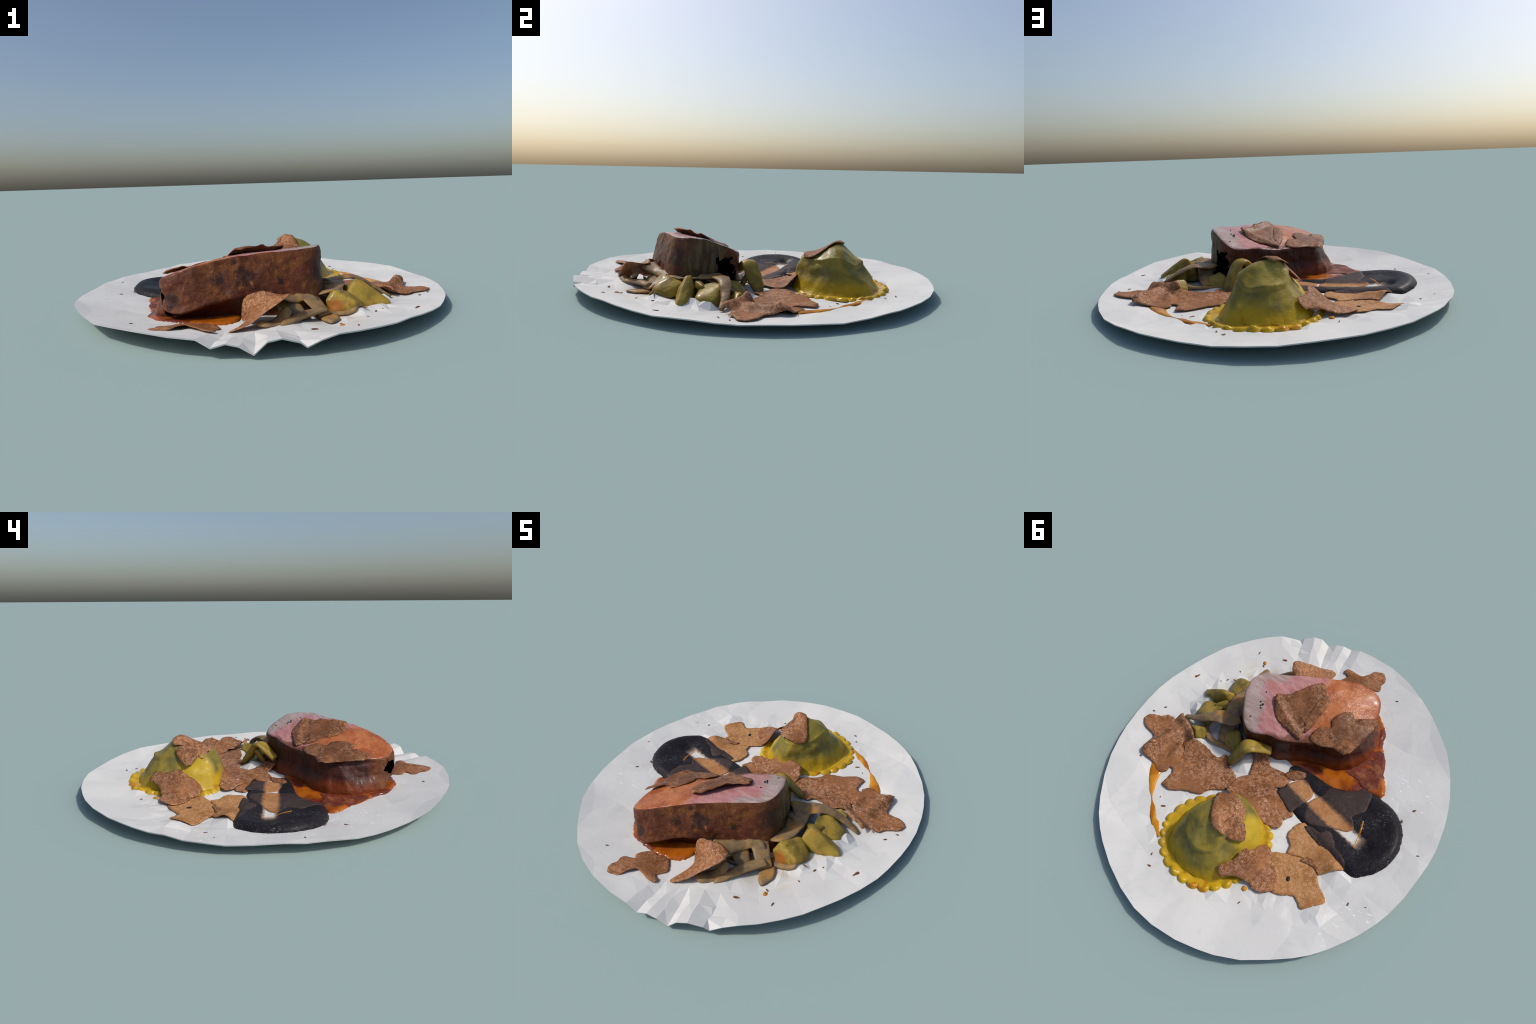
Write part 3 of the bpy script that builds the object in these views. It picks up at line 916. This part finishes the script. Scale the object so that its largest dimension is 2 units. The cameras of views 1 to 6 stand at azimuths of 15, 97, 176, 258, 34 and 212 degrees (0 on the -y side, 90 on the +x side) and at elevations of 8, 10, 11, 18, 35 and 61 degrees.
# flap over the ravioli
FLAPZ = surface([(-.05, .37, .165), (-.02, .325, .172), (.14, .32, .192), (.08, .285, .178), (.015, .497, .268), (.085, .40, .238),
                 (-.035, .505, .240), (.04, .51, .262), (.02, .36, .208), (.14, .355, .203)], 1e-4)
truffle([(.140, .322), (.085, .292), (.02, .300), (-.02, .325), (-.047, .37), (-.02, .401), (-.003, .417), (-.03, .505), (.009, .512), (.045, .505),
         (.10, .43), (.14, .355)], lambda x, y: np.maximum(FLAPZ(x, y), np.where(inside(x, y, RAV_TOP), RAV_Z(x, y) + .010, 0)), seed=50, wave=.004)
truffle([(.005, .409), (-.038, .38), (-.087, .423), (-.092, .46), (-.04, .502), (-.008, .497)], lambda x, y: np.minimum(RAV_Z(x, y) + .014, .226 + 1.1 * (x + .02)), M_TRUF_WET, seed=51, thick=.006)
# front slices
FLZ = surface([(-.224, -.904, .062), (-.101, -.812, .066), (.023, -.832, .048), (.008, -.732, .032), (-.15, -.70, .034), (-.24, -.83, .048), (-.05, -.69, .032), (-.15, -.90, .062), (-.02, -.79, .04), (-.13, -.76, .045)], 1e-4)
truffle([(-.207, -.913), (-.231, -.865), (-.245, -.820), (-.222, -.785), (-.168, -.77), (-.188, -.741), (-.154, -.691), (-.125, -.676), (-.099, -.688),
         (-.064, -.675), (-.027, -.684), (.017, -.741), (-.003, -.785), (.008, -.807), (.021, -.806), (.022, -.835), (-.013, -.841),
         (-.085, -.824), (-.121, -.858), (-.137, -.896), (-.174, -.919)], FLZ, seed=60)
ARMZ = surface([(.066, -.578, .105), (.15, -.574, .150), (.186, -.551, .138), (.256, -.587, .142), (.272, -.645, .150), (.113, -.657, .064),
                (.068, -.594, .05), (.072, -.775, .035), (.14, -.74, .062), (.20, -.70, .105), (.15, -.64, .10)], 1e-4)
truffle([(.062, -.575), (.10, -.566), (.15, -.570), (.19, -.553), (.256, -.583), (.277, -.645), (.21, -.705), (.145, -.752), (.088, -.787),
         (.060, -.772), (.078, -.715), (.105, -.66), (.068, -.61)], ARMZ, seed=61, ragged=.003)


# ------------------------------------------------------------------ vegetables
def wedge(points, mat, name, label, category, seed=0, sub=3, rough=.004):
    """Rounded chunk: hull of corner points, subdivided, softened and roughened."""
    bm = bmesh.new()
    for p in points:
        bm.verts.new(p)
    bmesh.ops.convex_hull(bm, input=bm.verts)
    bmesh.ops.delete(bm, geom=[v for v in bm.verts if not v.link_faces], context='VERTS')
    for k in range(sub):
        bmesh.ops.triangulate(bm, faces=bm.faces)
        bmesh.ops.subdivide_edges(bm, edges=bm.edges, cuts=1, use_grid_fill=True)
        if k > 0:
            bmesh.ops.smooth_vert(bm, verts=bm.verts, factor=.45, use_axis_x=True, use_axis_y=True, use_axis_z=True)
    bm.normal_update()
    for v in bm.verts:
        v.co += v.normal * rough * (n3(*v.co, 22 + seed % 3) + .5 * n3(v.co.x, v.co.y, v.co.z + seed, 60) + .25)
    me = bpy.data.meshes.new(name)
    bm.to_mesh(me)
    bm.free()
    me.polygons.foreach_set('use_smooth', [True] * len(me.polygons))
    me.materials.append(mat)
    o = bpy.data.objects.new(name, me)
    SC.objects.link(o)
    return thing(o, label, category)


def strip(spine, widths, thick, mat, name, label, category, side=None, cup=.0, seed=0):
    """Bent petal or onion strip along a spatial spine, lens-shaped section."""
    N, K = 40, 16
    S = open_curve(spine, N)
    W = open_curve([(w, 0) for w in widths], N)[:, 0]
    vs, fs = [], []
    for i in range(N):
        t = S[min(i + 1, N - 1)] - S[max(i - 1, 0)]
        t /= np.linalg.norm(t)
        s = np.cross(t, (0, 0, 1)) if side is None else np.array(side, float)
        s = s - t * (s @ t)
        s /= np.linalg.norm(s)
        u = np.cross(s, t)
        for k in range(K):
            a = 2 * math.pi * k / K
            ca, sa = math.cos(a), math.sin(a)
            p = S[i] + s * W[i] * ca + u * (thick * sa * (min(1, W[i] / .02)) - cup * ca * ca)
            q = .004 * n3(p[0], p[1], p[2] + seed, 25)
            vs.append(p + u * q + s * q)
    for i in range(N - 1):
        for k in range(K):
            j = (k + 1) % K
            fs.append((i * K + k, i * K + j, (i + 1) * K + j, (i + 1) * K + k))
    fs.append(tuple(range(K)))
    fs.append(tuple((N - 1) * K + k for k in reversed(range(K))))
    return thing(add_mesh(name, vs, fs, mat), label, category)


AL, OL = 'rounded olive yellow cooked artichoke wedge', 'limp translucent brown braised onion strip'
art = lambda pts, seed=0: wedge(pts, M_ART, 'artichoke_wedge', AL, 'artichoke', seed)
# long block lying outwards
art([(.49, -.225, .152), (.515, -.25, .155), (.66, -.255, .055), (.645, -.215, .05), (.605, -.285, .02), (.66, -.25, .02), (.44, -.29, .03),
     (.47, -.30, .085), (.45, -.21, .02), (.62, -.20, .02), (.55, -.29, .06)], 1)
# cut half with browned face
art([(.42, -.40, .125), (.46, -.36, .120), (.385, -.42, .085), (.53, -.42, .08), (.50, -.43, .03), (.41, -.44, .03), (.55, -.355, .06),
     (.55, -.34, .03), (.39, -.33, .03), (.47, -.28, .100), (.40, -.30, .105), (.50, -.28, .05)], 2)
art([(.50, -.06, .118), (.47, -.10, .115), (.615, -.185, .058), (.612, -.09, .055), (.47, -.17, .105), (.54, -.19, .075), (.5, -.20, .03), (.5, -.03, .03), (.61, -.15, .015), (.6, -.08, .015)], 3)
art([(.44, -.20, .115), (.53, -.16, .10), (.48, -.22, .12), (.52, -.20, .09), (.43, -.13, .03), (.54, -.13, .03), (.44, -.23, .03)], 4)
art([(.53, .02, .085), (.58, .005, .06), (.49, -.02, .075), (.47, .03, .02), (.51, .06, .03), (.58, .03, .015), (.53, -.05, .02), (.47, -.02, .015)], 5)
art([(.36, -.02, .05), (.37, -.06, .075), (.30, -.09, .09), (.27, -.05, .08), (.28, .005, .04), (.36, .005, .02), (.27, .01, .015), (.34, -.12, .07), (.27, -.08, .02), (.36, -.1, .02)], 6)
art([(.17, -.49, .10), (.22, -.49, .105), (.265, -.475, .085), (.27, -.51, .07), (.225, -.55, .08), (.19, -.53, .09), (.20, -.48, .04), (.26, -.50, .04)], 7)
# arched petal behind the meat
strip([(.270, .080, .012), (.245, .050, .07), (.205, .015, .145), (.172, -.010, .160), (.135, -.045, .125), (.09, -.075, .095)],
      [.022, .042, .046, .040, .034, .03], .016, M_ART, 'artichoke_petal', 'arched olive artichoke petal', 'artichoke', side=(.55, -.83, 0), seed=4)
strip([(.20, .02, .125), (.21, -.01, .08), (.225, -.04, .02)], [.03, .035, .03], .014, M_ART, 'artichoke_petal', 'arched olive artichoke petal', 'artichoke', side=(.9, .3, 0), seed=5)

onion = lambda sp, w, th=.008, seed=0, **k: strip(sp, w, th, M_ONION, 'onion_strip', OL, 'onion', seed=seed, **k)
onion([(.35, -.16, .12), (.39, -.12, .115), (.44, -.095, .128), (.50, -.065, .118), (.575, -.045, .075), (.66, -.045, .024)], [.05, .05, .042, .032, .024, .012], .009, 1)
onion([(.37, -.21, .12), (.39, -.14, .10), (.38, -.07, .065), (.37, -.01, .03)], [.035, .04, .04, .03], .008, 2)
onion([(.50, -.04, .05), (.465, .0, .035), (.41, .012, .030), (.35, .010, .028), (.29, .012, .026), (.25, -.02, .03)], [.012, .016, .016, .014, .01, .006], .010, 3)
onion([(.243, -.705, .036), (.27, -.65, .046), (.315, -.575, .056), (.385, -.475, .058)], [.003, .024, .028, .030], .013, 4)
onion([(.275, -.41, .112), (.32, -.425, .095), (.365, -.465, .065), (.40, -.50, .042)], [.05, .045, .038, .035], .008, 5)
onion([(.225, -.475, .10), (.265, -.505, .075), (.295, -.525, .05), (.325, -.545, .032)], [.045, .042, .036, .022], .008, 6)
o = sheet('onion_leaf', [(.335, -.46), (.421, -.459), (.441, -.477), (.461, -.53), (.438, -.59), (.405, -.565), (.375, -.51)], over_sheet(.004), .012, M_ONION, seed=70, wave=.003)
thing(o, 'flat translucent amber onion leaf', 'onion')
o = sheet('onion_leaf', [(.159, -.715), (.17, -.658), (.216, -.618), (.263, -.59), (.275, -.62), (.245, -.69), (.201, -.725)], over_sheet(.004), .012, M_ONION, seed=71, wave=.003)
thing(o, 'flat translucent amber onion leaf', 'onion')
o = sheet('onion_leaf', [(.205, -.53), (.254, -.455), (.313, -.478), (.325, -.52), (.277, -.55), (.24, -.57)], over_sheet(.008), .014, M_ONION, seed=72, wave=.003)
thing(o, 'flat translucent amber onion leaf', 'onion')
o = sheet('onion_leaf', [(.382, -.421), (.439, -.41), (.515, -.387), (.52, -.434), (.468, -.455), (.41, -.46)], over_sheet(.003), .014, M_ONION, seed=73, wave=.003)
thing(o, 'flat translucent amber onion leaf', 'onion')

# onion sheets leaning from the meat onto the vegetables
FZ = surface([(.15, -.535, .125), (.22, -.47, .11), (.33, -.40, .105), (.28, -.52, .085), (.20, -.58, .125), (.37, -.46, .07), (.25, -.56, .11)], 1e-4)
o = sheet('onion_leaf', [(.145, -.545), (.19, -.50), (.24, -.46), (.32, -.41), (.36, -.43), (.30, -.465), (.265, -.51), (.24, -.575), (.18, -.575)], FZ, .010, M_ONION, seed=75, wave=.006, step=.011)
thing(o, 'flat translucent amber onion leaf', 'onion')
GZ = surface([(.36, -.37, .10), (.36, -.20, .105), (.43, -.36, .115), (.44, -.22, .115), (.40, -.28, .10), (.34, -.13, .11), (.42, -.13, .115)], 1e-4)
o = sheet('onion_leaf', [(.355, -.38), (.42, -.37), (.45, -.29), (.45, -.20), (.42, -.12), (.35, -.12), (.345, -.20), (.36, -.29)], GZ, .010, M_ONION, seed=76, wave=.006, step=.011)
thing(o, 'flat translucent amber onion leaf', 'onion')

# --------------------------------------------------------------------- crumbs
for k, (x, y, s) in enumerate([(-.733, -.195, 1.5), (.413, .481, 1.5), (-.702, -.108, 1), (.384, -.707, 1.4), (.546, -.664, 1.1), (.773, -.312, 1.7),
                               (.834, .028, .9), (-.666, .423, .8), (.263, .778, .9), (-.22, .693, .7), (-.745, .396, .5), (-.851, .033, .6),
                               (.629, -.352, .9), (.57, -.483, .7), (-.347, -.779, .8), (.794, -.03, .8), (.292, .722, .8), (.705, .308, .8),
                               (.462, .447, .7), (.60, -.39, .9), (.555, -.40, 1.1), (.72, .0, .6), (.475, -.60, .9)]):
    bm = bmesh.new()
    bmesh.ops.create_icosphere(bm, subdivisions=2, radius=.0042 * s)
    for v in bm.verts:
        v.co.x *= 2.6
        v.co.z *= .45
        v.co *= 1 + .6 * n3(v.co.x, v.co.y, k * 3.1, 90)
    me = bpy.data.meshes.new('crumb')
    bm.to_mesh(me)
    bm.free()
    me.materials.append(M_CRUMB)
    o = bpy.data.objects.new('crumb', me)
    o.location = (x, y, float(sheet_z(x, y)) + .003)
    o.rotation_euler = (0, 0, rng.uniform(0, 3.14))
    SC.objects.link(o)
    thing(o, 'tiny dark brown crumb on the plate', 'crumb')

build_plate()
